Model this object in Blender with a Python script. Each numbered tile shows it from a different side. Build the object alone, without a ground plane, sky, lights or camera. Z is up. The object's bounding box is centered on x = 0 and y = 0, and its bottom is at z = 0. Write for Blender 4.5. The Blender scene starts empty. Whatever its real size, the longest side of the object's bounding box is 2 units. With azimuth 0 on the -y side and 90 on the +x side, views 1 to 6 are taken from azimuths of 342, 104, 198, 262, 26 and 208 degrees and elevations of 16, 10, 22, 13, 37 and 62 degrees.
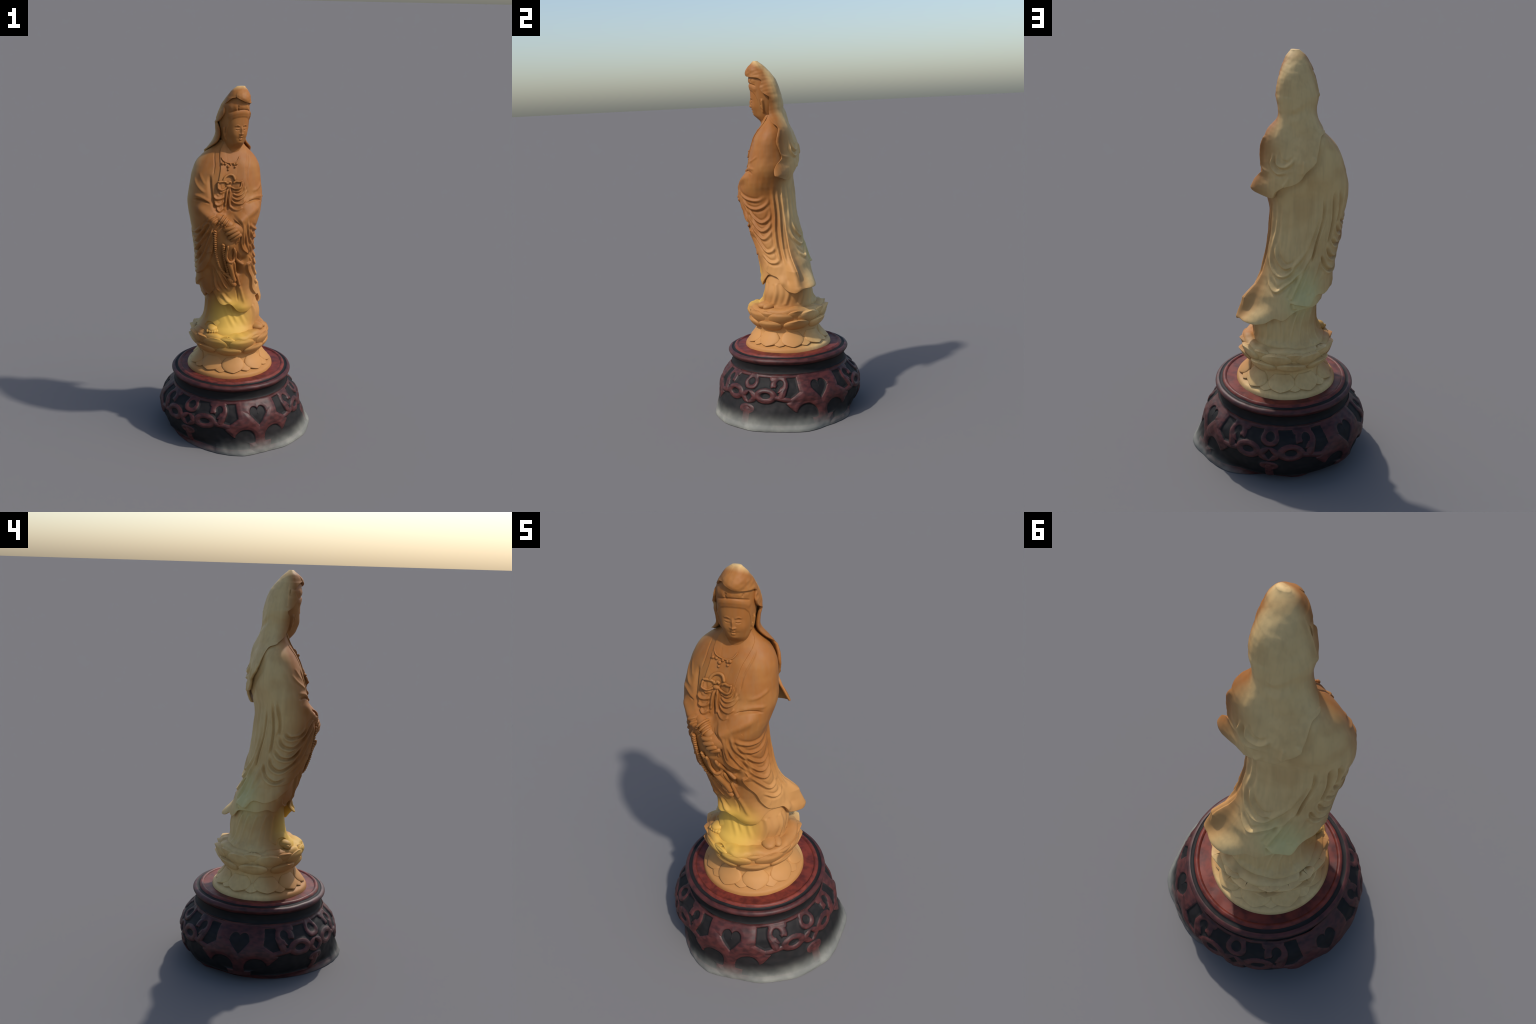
"""Carved boxwood goddess in a hooded veil on a double lotus, standing on a
fretwork rosewood stand.  Every garment is a loft round a bent body axis whose
folds are modelled as strokes (ridges, grooves, overlaps) on the loft."""
import math
import numpy as np

# --- SHAPE TABLES -----------------------------------------------------------
# body axis: (z, x, y)
AXIS = np.array([
    (.40, -.024, .017), (.60, -.035, .020), (.75, -.030, .035), (.85, -.045, .020),
    (.95, -.068, -.015), (1.10, -.090, -.055), (1.25, -.100, -.075), (1.40, -.085, -.045),
    (1.55, -.075, -.020), (1.65, -.066, -.010), (1.72, -.055, -.030), (1.80, -.050, -.045),
    (1.90, -.038, -.070), (2.00, -.022, -.095)])

# radius of the gown at azimuth 0 (front, -y), 45, 90 (+x), ... 315
GOWN = np.array([
    (.66, 0.120, 0.120, 0.150, 0.165, 0.150, 0.145, 0.150, 0.140),
    (.70, 0.130, 0.132, 0.160, 0.215, 0.160, 0.135, 0.152, 0.148),
    (.75, 0.142, 0.155, 0.166, 0.214, 0.158, 0.136, 0.156, 0.158),
    (.80, 0.148, 0.150, 0.168, 0.176, 0.144, 0.150, 0.160, 0.168),
    (.85, 0.148, 0.150, 0.168, 0.160, 0.138, 0.156, 0.166, 0.168),
    (.90, 0.142, 0.150, 0.168, 0.152, 0.139, 0.151, 0.172, 0.164),
    (.95, 0.140, 0.149, 0.168, 0.156, 0.139, 0.154, 0.172, 0.168),
    (1.00, 0.143, 0.151, 0.169, 0.160, 0.141, 0.153, 0.174, 0.163),
    (1.05, 0.149, 0.155, 0.166, 0.164, 0.145, 0.152, 0.169, 0.160),
    (1.10, 0.154, 0.155, 0.166, 0.167, 0.148, 0.154, 0.169, 0.162),
    (1.15, 0.148, 0.157, 0.168, 0.170, 0.150, 0.155, 0.172, 0.156),
    (1.20, 0.150, 0.167, 0.172, 0.172, 0.152, 0.160, 0.175, 0.157),
    (1.25, 0.153, 0.176, 0.176, 0.170, 0.151, 0.163, 0.182, 0.161),
    (1.30, 0.150, 0.184, 0.191, 0.162, 0.142, 0.157, 0.196, 0.168),
    (1.35, 0.136, 0.180, 0.199, 0.162, 0.130, 0.145, 0.210, 0.170),
    (1.40, 0.134, 0.170, 0.206, 0.168, 0.132, 0.147, 0.216, 0.178),
    (1.45, 0.134, 0.161, 0.199, 0.157, 0.130, 0.149, 0.210, 0.180),
    (1.50, 0.129, 0.152, 0.195, 0.142, 0.119, 0.142, 0.200, 0.167),
    (1.55, 0.118, 0.142, 0.187, 0.127, 0.102, 0.129, 0.192, 0.149),
    (1.60, 0.104, 0.125, 0.167, 0.108, 0.082, 0.109, 0.170, 0.130),
    (1.65, 0.076, 0.088, 0.120, 0.080, 0.058, 0.075, 0.118, 0.096),
    (1.68, 0.060, 0.070, 0.080, 0.060, 0.045, 0.058, 0.080, 0.075),
    (1.71, 0.050, 0.052, 0.055, 0.050, 0.040, 0.050, 0.058, 0.055)])

# radius of the veil (hood and shoulder drape)
VEIL = np.array([
    (1.30, .150, .180, .215, .170, .150, .165, .200, .175),
    (1.36, .150, .190, .225, .190, .155, .163, .215, .175),
    (1.40, 0.150, 0.180, 0.222, 0.187, 0.156, 0.169, 0.218, 0.180),
    (1.45, 0.150, 0.168, 0.212, 0.172, 0.150, 0.171, 0.212, 0.184),
    (1.50, 0.140, 0.160, 0.203, 0.163, 0.138, 0.165, 0.208, 0.170),
    (1.55, 0.128, 0.150, 0.198, 0.147, 0.121, 0.147, 0.196, 0.158),
    (1.60, 0.112, 0.132, 0.183, 0.134, 0.098, 0.121, 0.174, 0.140),
    (1.65, 0.085, 0.098, 0.149, 0.109, 0.074, 0.092, 0.134, 0.104),
    (1.70, .082, .084, .093, .089, .076, .094, .100, .088),
    (1.75, .090, .086, .088, .091, .079, .087, .090, .090),
    (1.80, .092, .086, .096, .100, .082, .089, .098, .098),
    (1.85, .090, .084, .091, .097, .084, .087, .090, .095),
    (1.90, .082, .080, .077, .084, .080, .074, .078, .085),
    (1.93, .082, .077, .068, .070, .066, .064, .068, .075),
    (1.95, .070, .068, .060, .056, .052, .055, .060, .063),
    (1.975, .050, .052, .045, .038, .036, .040, .047, .048),
    (1.99, .026, .032, .032, .026, .020, .026, .036, .030),
    (2.00, .004, .012, .018, .012, .006, .006, .012, .006)])


def hermite(xk, yk, x):
    """Cubic interpolation of yk (n or n x m) at x (any shape)."""
    xk = np.asarray(xk, float); yk = np.asarray(yk, float); x = np.asarray(x, float)
    h = np.diff(xk)
    d = np.diff(yk, axis=0) / h.reshape(-1, *[1] * (yk.ndim - 1))
    m = np.zeros_like(yk); m[1:-1] = (d[1:] + d[:-1]) / 2; m[0] = d[0]; m[-1] = d[-1]
    i = np.clip(np.searchsorted(xk, x) - 1, 0, len(xk) - 2)
    t = np.clip((x - xk[i]) / h[i], 0, 1); hh = h[i]
    if yk.ndim > 1:
        t = t[..., None]; hh = hh[..., None]
    return ((2*t**3 - 3*t**2 + 1)*yk[i] + (t**3 - 2*t**2 + t)*hh*m[i]
            + (-2*t**3 + 3*t**2)*yk[i+1] + (t**3 - t**2)*hh*m[i+1])


def around(az, pts):
    """Periodic curve through (azimuth, value) points."""
    p = sorted((a % 360, v) for a, v in pts)
    xk = [a - 360 for a, _ in p] + [a for a, _ in p] + [a + 360 for a, _ in p]
    yk = [v for _, v in p] * 3
    return hermite(xk, yk, np.asarray(az) % 360)


def axis_at(z):
    return hermite(AXIS[:, 0], AXIS[:, 1:], z)


def table_radius(T, az, z):
    """Radius from a (z, 8 radii) table at azimuth and height arrays."""
    R = hermite(T[:, 0], T[:, 1:], z)
    n = T.shape[1] - 1
    q = (np.asarray(az) % 360) / (360 / n); i = np.floor(q).astype(int); t = q - i
    take = lambda k: np.take_along_axis(R, ((i + k) % n)[..., None], -1)[..., 0]
    a, b, c, d = take(-1), take(0), take(1), take(2)
    return b + t/2*(c - a) + t*t*(a - 2.5*b + 2*c - .5*d) + t**3*(1.5*(b - c) + .5*(d - a))


def polar(az, z, r, c=None):
    c = axis_at(z) if c is None else c
    a = np.radians(az)
    return np.stack([c[..., 0] + r*np.sin(a), c[..., 1] - r*np.cos(a), np.broadcast_to(z, r.shape)], -1)
# --- END TABLES -------------------------------------------------------------

import bpy

rng = np.random.default_rng(7)


# ------------------------------------------------------------------ relief
def curve_points(pts, n=28):
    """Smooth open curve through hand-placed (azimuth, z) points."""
    p = np.array(pts, float)
    if len(p) == 1:
        return p
    az = np.degrees(np.unwrap(np.radians(p[:, 0])))
    q = np.stack([az, p[:, 1]], 1)
    k = np.r_[0, np.cumsum(np.hypot(np.diff(q[:, 0])*.0029, np.diff(q[:, 1])))]
    return hermite(k, q, np.linspace(0, k[-1], n))


def smooth(e0, e1, x):
    t = np.clip((x - e0)/(e1 - e0), 0, 1)
    return t*t*(3 - 2*t)


def soften(r, rows, cols, wrap=True):
    """Blur a radius grid so that table knots leave no ripples."""
    for _ in range(3):
        k = np.pad(r, ((rows, rows), (0, 0)), mode='edge')
        c = np.cumsum(np.vstack([np.zeros((1, r.shape[1])), k]), 0)
        r2 = (c[2*rows + 1:] - c[:-2*rows - 1])/(2*rows + 1)
        r2[:rows] = r[:rows]*.5 + r2[:rows]*.5
        r = r2
        k = np.pad(r, ((0, 0), (cols, cols)), mode='wrap' if wrap else 'edge')
        c = np.cumsum(np.hstack([np.zeros((r.shape[0], 1)), k]), 1)
        r = (c[:, 2*cols + 1:] - c[:, :-2*cols - 1])/(2*cols + 1)
    return r


class Relief:
    """Adds carved strokes to a radius field over an (azimuth, z) grid."""

    def __init__(self, az, z, r, rm=lambda z: .165):
        self.az, self.z, self.r0, self.rm = az, z, r, rm
        self.d = np.zeros_like(r)

    def _dist(self, pts, reach):
        c = curve_points(pts)
        mid = c[:, 0].mean()
        rm = self.rm(c[:, 1].mean())
        da = (self.az - mid + 180) % 360 - 180
        U = np.radians(da)*rm
        cu = np.radians(c[:, 0] - mid)*rm
        cz = c[:, 1]
        m = ((U > cu.min() - reach) & (U < cu.max() + reach)
             & (self.z > cz.min() - reach) & (self.z < cz.max() + reach))
        idx = np.nonzero(m)
        u, w = U[idx], self.z[idx]
        best = np.full(u.shape, 9.); sg = np.zeros(u.shape); par = np.zeros(u.shape)
        ns = len(cu) - 1
        for k in range(ns):
            ax, ay, bx, by = cu[k], cz[k], cu[k+1], cz[k+1]
            lx, ly = bx - ax, by - ay
            L2 = lx*lx + ly*ly + 1e-12
            t = np.clip(((u - ax)*lx + (w - ay)*ly)/L2, 0, 1)
            dx, dy = u - ax - t*lx, w - ay - t*ly
            d = np.hypot(dx, dy)
            b = d < best
            best[b] = d[b]; par[b] = (k + t[b])/ns
            sg[b] = np.sign(lx*dy - ly*dx)[b]
        return idx, best, sg, par

    @staticmethod
    def _taper(par, taper):
        a, b = taper
        f = np.ones_like(par)
        if a > 0: f *= smooth(0, a, par)
        if b > 0: f *= smooth(0, b, 1 - par)
        return f

    def ridge(self, pts, w=.006, h=.005, taper=(.25, .25)):
        i, d, s, p = self._dist(pts, w*3)
        self.d[i] += h*np.exp(-(d/w)**2)*self._taper(p, taper)

    def groove(self, pts, w=.004, h=.005, taper=(.2, .2)):
        self.ridge(pts, w, -h, taper)

    def fold(self, pts, w=.008, h=.006, side=1, taper=(.25, .25)):
        """Rounded crest with a sharp trough on one side (side=1: left of travel)."""
        i, d, s, p = self._dist(pts, w*4)
        x = d*s*side/w
        f = np.exp(-x**2) - .75*np.exp(-((x - 1.5)/.75)**2)
        self.d[i] += h*f*self._taper(p, taper)

    def crest(self, pts, w=.007, h=.005, taper=(.25, .25)):
        i, d, s, p = self._dist(pts, w*4)
        f = np.exp(-(d/w)**2) - .55*np.exp(-((d - 1.9*w)/w)**2)
        self.d[i] += h*f*self._taper(p, taper)

    def valley(self, pts, w=.006, h=.006, taper=(.25, .25)):
        self.crest(pts, w, -h, taper)

    def lap(self, pts, w=.03, h=.006, side=1, sharp=.003, taper=(.1, .1)):
        """Edge of an overlapping cloth: step up on one side, fading away over w."""
        i, d, s, p = self._dist(pts, w*1.2)
        x = d*s*side
        f = smooth(-sharp, sharp, x)*np.clip(1 - x/w, 0, 1)
        self.d[i] += h*f*self._taper(p, taper)

    def bump(self, az, z, wa, wz, h):
        da = (self.az - az + 180) % 360 - 180
        self.d += h*np.exp(-(da/wa)**2 - ((self.z - z)/wz)**2)

    def bowl(self, pts, w, h):
        self.ridge(pts, w, h, (0, 0))


def wobble(P, scale, amp, seed=0, octaves=3):
    """Cheap smooth noise: sums of sines in random directions."""
    g = np.random.default_rng(seed)
    out = np.zeros(P.shape[:-1])
    for o in range(octaves):
        for _ in range(5):
            k = g.normal(size=3); k *= (2**o)/scale*6.28/np.linalg.norm(k)
            out += np.sin(P @ k + g.uniform(0, 6.28))/(5**.5*1.6**o)
    return out*amp


# ------------------------------------------------------------------ meshes
STATUE = None


def new_mesh(name, verts, faces, mat, parent=None, smooth_shade=True):
    me = bpy.data.meshes.new(name)
    me.from_pydata(np.asarray(verts, float).reshape(-1, 3).tolist(), [], faces)
    me.update()
    if smooth_shade:
        me.polygons.foreach_set('use_smooth', [True]*len(me.polygons))
    me.materials.append(mat)
    ob = bpy.data.objects.new(name, me)
    bpy.context.scene.collection.objects.link(ob)
    if parent is not None:
        ob.parent = parent
        ob.matrix_parent_inverse = parent.matrix_basis.inverted()
    return ob


def grid_faces(rows, cols, wrap=True, start=0, flip=False):
    c2 = cols if wrap else cols - 1
    i, j = np.meshgrid(np.arange(rows - 1), np.arange(c2), indexing='ij')
    a = i*cols + j; b = i*cols + (j + 1) % cols
    q = np.stack([a, a + cols, b + cols, b], -1).reshape(-1, 4) + start
    if flip: q = q[:, ::-1]
    return q


def loft(name, P, mat, parent, wrap=True, cap_top=False, cap_bottom=False, flip=False):
    rows, cols = P.shape[:2]
    f = grid_faces(rows, cols, wrap, 0, flip).tolist()
    v = P.reshape(-1, 3)
    extra = []
    def cap(row, up):
        extra.append(P[row].mean(0)); k = len(v) + len(extra) - 1
        for j in range(cols if wrap else cols - 1):
            a, b = row*cols + j, row*cols + (j + 1) % cols
            f.append([k, a, b] if up != flip else [k, b, a])
    if cap_top: cap(0, True)
    if cap_bottom: cap(rows - 1, False)
    if extra: v = np.vstack([v, np.array(extra)])
    return new_mesh(name, v, f, mat, parent)


def vertex_normals(P, wrap=True):
    if wrap:
        du = np.roll(P, -1, 1) - np.roll(P, 1, 1)
    else:
        du = np.gradient(P, axis=1)
    dv = np.gradient(P, axis=0)
    n = np.cross(dv, du)
    return n/(np.linalg.norm(n, axis=-1, keepdims=True) + 1e-12)


def split_grid(P, regions, mats, parent, wrap=True):
    """One smooth grid surface separated by face region into named objects that
    share border vertices and the whole surface's normals.
    regions: list of (name, boolean mask over faces (rows-1, cols))"""
    rows, cols = P.shape[:2]
    q = grid_faces(rows, cols, wrap).reshape(rows - 1, -1, 4)
    N = vertex_normals(P, wrap).reshape(-1, 3); V = P.reshape(-1, 3)
    out = []
    left = np.ones(q.shape[:2], bool)
    for (name, mask), mat in zip(regions, mats):
        m = mask & left; left &= ~mask
        f = q[m]
        if not len(f): continue
        used, inv = np.unique(f, return_inverse=True)
        ob = new_mesh(name, V[used], inv.reshape(-1, 4).tolist(), mat, parent)
        ob.data.normals_split_custom_set_from_vertices(N[used].tolist())
        out.append(ob)
    return out


def ellipsoid(center, radii, rot=0., nu=32, nv=20, tilt=0.):
    u = np.linspace(0, 2*np.pi, nu, endpoint=False); v = np.linspace(0.02, np.pi - .02, nv)
    V, U = np.meshgrid(v, u, indexing='ij')
    P = np.stack([np.sin(V)*np.cos(U)*radii[0], np.sin(V)*np.sin(U)*radii[1], np.cos(V)*radii[2]], -1)
    if tilt:
        c, s = math.cos(tilt), math.sin(tilt)
        P = P @ np.array([[1, 0, 0], [0, c, s], [0, -s, c]])
    c, s = math.cos(rot), math.sin(rot)
    P = P @ np.array([[c, s, 0], [-s, c, 0], [0, 0, 1]])
    return P + np.array(center)


def tube(path, radius, sides=14, closed=False):
    """Swept tube grid; radius is a number or one value per path point."""
    p = np.asarray(path, float); n = len(p)
    rad = np.broadcast_to(radius, (n,)).astype(float)
    t = np.gradient(p, axis=0); t /= np.linalg.norm(t, axis=1, keepdims=True)
    ref = np.array([0, 0, 1.]) if abs(t[:, 2]).mean() < .8 else np.array([0, -1., 0])
    a = np.cross(t, ref); a /= np.linalg.norm(a, axis=1, keepdims=True); b = np.cross(t, a)
    th = np.linspace(0, 2*np.pi, sides, endpoint=False)
    return (p[:, None] + rad[:, None, None]*(np.cos(th)[None, :, None]*a[:, None] + np.sin(th)[None, :, None]*b[:, None]))


def spline(pts, n):
    p = np.array(pts, float)
    k = np.r_[0, np.cumsum(np.linalg.norm(np.diff(p, axis=0), axis=1))]
    return hermite(k, p, np.linspace(0, k[-1], n))


def joined(name, grids, mat, parent, kind=None):
    """Several closed lofts (rows x cols x 3) as one mesh, ends capped."""
    V = []; F = []; o = 0
    for P in grids:
        r, c = P.shape[:2]
        F += grid_faces(r, c, True, o).tolist()
        V.append(P.reshape(-1, 3)); V.append(P[0].mean(0)[None]); V.append(P[-1].mean(0)[None])
        t0, t1 = o + r*c, o + r*c + 1
        for j in range(c):
            F.append([t0, o + j, o + (j + 1) % c]); F.append([t1, o + (r-1)*c + (j + 1) % c, o + (r-1)*c + j])
        o += r*c + 2
    ob = new_mesh(name, np.vstack(V), F, mat, parent)
    if kind: ob['kind'] = kind
    return ob


# ------------------------------------------------------------------ materials
class Nodes:
    def __init__(self, name):
        self.mat = bpy.data.materials.new(name); self.mat.use_nodes = True
        self.t = self.mat.node_tree; self.bsdf = self.t.nodes['Principled BSDF']
        self.pos = self.t.nodes.new('ShaderNodeTexCoord').outputs['Object']

    def link(self, a, b):
        if isinstance(a, (int, float)): b.default_value = a
        elif isinstance(a, tuple): b.default_value = a if len(a) == len(b.default_value) else (*a, 1.)
        else: self.t.links.new(a, b)

    def math(self, op, a, b=0., c=None, clamp=False):
        n = self.t.nodes.new('ShaderNodeMath'); n.operation = op; n.use_clamp = clamp
        self.link(a, n.inputs[0]); self.link(b, n.inputs[1])
        if c is not None: self.link(c, n.inputs[2])
        return n.outputs[0]

    def xyz(self):
        n = self.t.nodes.new('ShaderNodeSeparateXYZ'); self.t.links.new(self.pos, n.inputs[0])
        return n.outputs[0], n.outputs[1], n.outputs[2]

    def noise(self, scale, detail=3, stretch=(1, 1, 1), rough=.5):
        m = self.t.nodes.new('ShaderNodeMapping'); m.inputs['Scale'].default_value = stretch
        self.t.links.new(self.pos, m.inputs['Vector'])
        n = self.t.nodes.new('ShaderNodeTexNoise'); n.inputs['Scale'].default_value = scale
        n.inputs['Detail'].default_value = detail; n.inputs['Roughness'].default_value = rough
        self.t.links.new(m.outputs[0], n.inputs['Vector'])
        return n.outputs['Fac']

    def ramp(self, v, lo, hi):
        n = self.t.nodes.new('ShaderNodeMapRange'); n.interpolation_type = 'SMOOTHSTEP'
        self.link(v, n.inputs[0]); n.inputs[1].default_value = lo; n.inputs[2].default_value = hi
        return n.outputs[0]

    def near(self, p, r0, r1, squash=(1, 1, 1)):
        """1 at point p, 0 beyond r1."""
        m = self.t.nodes.new('ShaderNodeVectorMath'); m.operation = 'SUBTRACT'
        self.t.links.new(self.pos, m.inputs[0]); m.inputs[1].default_value = p
        s = self.t.nodes.new('ShaderNodeVectorMath'); s.operation = 'MULTIPLY'
        self.t.links.new(m.outputs[0], s.inputs[0]); s.inputs[1].default_value = squash
        l = self.t.nodes.new('ShaderNodeVectorMath'); l.operation = 'LENGTH'
        self.t.links.new(s.outputs[0], l.inputs[0])
        return self.math('SUBTRACT', 1., self.ramp(l.outputs['Value'], r0, r1))

    def mix(self, f, a, b, mode='MIX'):
        n = self.t.nodes.new('ShaderNodeMix'); n.data_type = 'RGBA'; n.blend_type = mode
        self.link(f, n.inputs['Factor']); self.link(a, n.inputs[6]); self.link(b, n.inputs[7])
        return n.outputs[2]

    def finish(self, color, rough=.6, bump=None, strength=.2, distance=.002, spec=.3):
        self.link(color, self.bsdf.inputs['Base Color'])
        self.link(rough, self.bsdf.inputs['Roughness'])
        self.bsdf.inputs['Specular IOR Level'].default_value = spec
        if bump is not None:
            b = self.t.nodes.new('ShaderNodeBump'); b.inputs['Strength'].default_value = strength
            b.inputs['Distance'].default_value = distance
            self.t.links.new(bump, b.inputs['Height']); self.t.links.new(b.outputs[0], self.bsdf.inputs['Normal'])
        return self.mat


WARM = (.27, .098, .021)  # front tone darkened toward the shade baked into the scan's upper front
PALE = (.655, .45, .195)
YELLOW = (.58, .36, .062)
LIGHT = (.50, .255, .085)
GREEN = (.52, .54, .24)


def float_curve(n, v, pts, lo, hi, vlo, vhi):
    """Node curve through (v, value) points."""
    t = n.math('DIVIDE', n.math('SUBTRACT', v, lo), hi - lo)
    c = n.t.nodes.new('ShaderNodeFloatCurve'); n.t.links.new(t, c.inputs['Value'])
    cv = c.mapping.curves[0]
    P = [((a - lo)/(hi - lo), (b - vlo)/(vhi - vlo)) for a, b in pts]
    while len(cv.points) < len(P): cv.points.new(.5, .5)
    for p, q in zip(cv.points, P): p.location = q
    c.mapping.update()
    return n.math('MULTIPLY_ADD', c.outputs[0], vhi - vlo, vlo)


def boxwood(name):
    n = Nodes(name)
    x, y, z = n.xyz()
    # warm tone in front of the body axis, paler tone behind it; the border wavers
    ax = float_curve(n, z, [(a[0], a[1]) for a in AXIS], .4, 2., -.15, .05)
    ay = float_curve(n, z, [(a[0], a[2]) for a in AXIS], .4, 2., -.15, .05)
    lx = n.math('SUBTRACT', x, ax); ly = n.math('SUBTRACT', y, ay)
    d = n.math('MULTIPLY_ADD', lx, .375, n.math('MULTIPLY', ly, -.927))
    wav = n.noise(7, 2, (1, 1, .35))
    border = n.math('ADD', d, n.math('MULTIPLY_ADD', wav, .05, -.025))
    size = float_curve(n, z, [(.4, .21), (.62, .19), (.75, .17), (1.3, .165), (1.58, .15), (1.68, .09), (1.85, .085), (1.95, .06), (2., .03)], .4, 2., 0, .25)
    pale_tone = n.ramp(n.math('DIVIDE', border, size), .10, -.72)
    pale_tone = n.math('MAXIMUM', pale_tone, n.ramp(n.math('MULTIPLY_ADD', y, .6, z), 1.905, 1.955))  # hood top whitened to paint in its sunlit highlight
    base = n.mix(pale_tone, WARM, PALE)
    grain = n.noise(60, 3, (1, 1, .04))
    base = n.mix(n.math('MULTIPLY', n.ramp(grain, .38, .72), .30), base, n.mix(.5, base, (.22, .15, .08)))
    patch = n.noise(9, 3)
    base = n.mix(n.math('MULTIPLY', n.ramp(patch, .40, .70), .7), base, n.mix(.4, base, (.40, .19, .052)))
    # baked lighting: hem and lotus tinted lighter where the scan is less shaded
    light = n.math('MAXIMUM', n.near((.13, .02, .82), .04, .26, (1, 1, .75)), n.near((-.03, .02, .46), .12, .32, (.8, .8, 1)))
    base = n.mix(n.math('MULTIPLY', light, n.math('MULTIPLY_ADD', pale_tone, -.75, .75)), base, LIGHT)
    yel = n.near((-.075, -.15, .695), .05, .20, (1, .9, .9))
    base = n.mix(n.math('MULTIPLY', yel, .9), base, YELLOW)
    gr = n.near((-.15, .13, .89), .02, .14, (1, 1, .7))
    base = n.mix(n.math('MULTIPLY', gr, .5), base, GREEN)
    fine = n.noise(220, 4, (1, 1, .25))
    return n.finish(base, .58, fine, .10, .002, .22)


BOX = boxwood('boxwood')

# =================================================================== STATUE
def empty(name, loc, label, category):
    e = bpy.data.objects.new(name, None); e.location = loc; e.empty_display_size = .1
    bpy.context.scene.collection.objects.link(e)
    bpy.context.view_layer.update()
    e['label'] = label; e['category'] = category
    return e


STATUE = empty('goddess_statue', (-.024, .017, .37),
               'carved boxwood goddess in hooded veil standing on lotus', 'statue')

# ------------------------------------------------------------------ gown
HEM = [(0, .745), (20, .733), (30, .742), (42, .775), (60, .806), (75, .802), (84, .790), (92, .745),
       (112, .716), (121, .734), (135, .738), (152, .738), (164, .747), (176, .769), (195, .762),
       (213, .806), (236, .818), (256, .817), (273, .831), (289, .820), (297, .850), (304, .845),
       (315, .868), (321, .829), (331, .798), (346, .796)]


def build_gown():
    cols, rows = 720, 500
    az1 = np.arange(cols)*360/cols
    t = np.linspace(0, 1, rows)[:, None]
    hem = around(az1, HEM)[None]
    z = 1.71 - t*(1.71 - hem)
    az = np.broadcast_to(az1, z.shape)
    r = soften(table_radius(GOWN, az, z), 7, 4)
    R = Relief(az, z, r)
    gown_relief(R)
    r = r + R.d
    c = axis_at(z)
    P = polar(az, z, r, c)
    n = wobble(P, .12, .0006, 3, 3)
    P[..., 0] += n*np.sin(np.radians(az)); P[..., 1] -= n*np.cos(np.radians(az))
    # hem rolls under and runs back inside
    last = P[-1]; ctr = np.concatenate([c[-1], z[-1][:, None]], 1)
    under = []
    for k, lift in ((.985, -.002), (.96, -.001), (.92, .004), (.85, .02), (.72, .05)):
        q = ctr + (last - ctr)*k; q[:, 2] = last[:, 2] + lift; under.append(q)
    P = np.concatenate([P, np.stack(under)], 0)
    # regions
    A = np.broadcast_to(az1, P.shape[:2])[:-1]; Z = P[:-1, :, 2]
    da = lambda a: (A - a + 180) % 360 - 180
    right = (A > 232) & (A < 322) & (Z > .95 + np.clip((A - 290)*.004, 0, .2)) & (Z < 1.60)
    left = (A > 18) & (A < 122) & (Z > .86) & (Z < 1.60)
    right &= ~((A > 305) & (Z > 1.33)); left &= ~((A < 42) & (Z > 1.30))
    torso = Z > 1.28
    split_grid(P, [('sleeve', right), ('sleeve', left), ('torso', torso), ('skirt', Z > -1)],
               [BOX]*4, STATUE)


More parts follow.
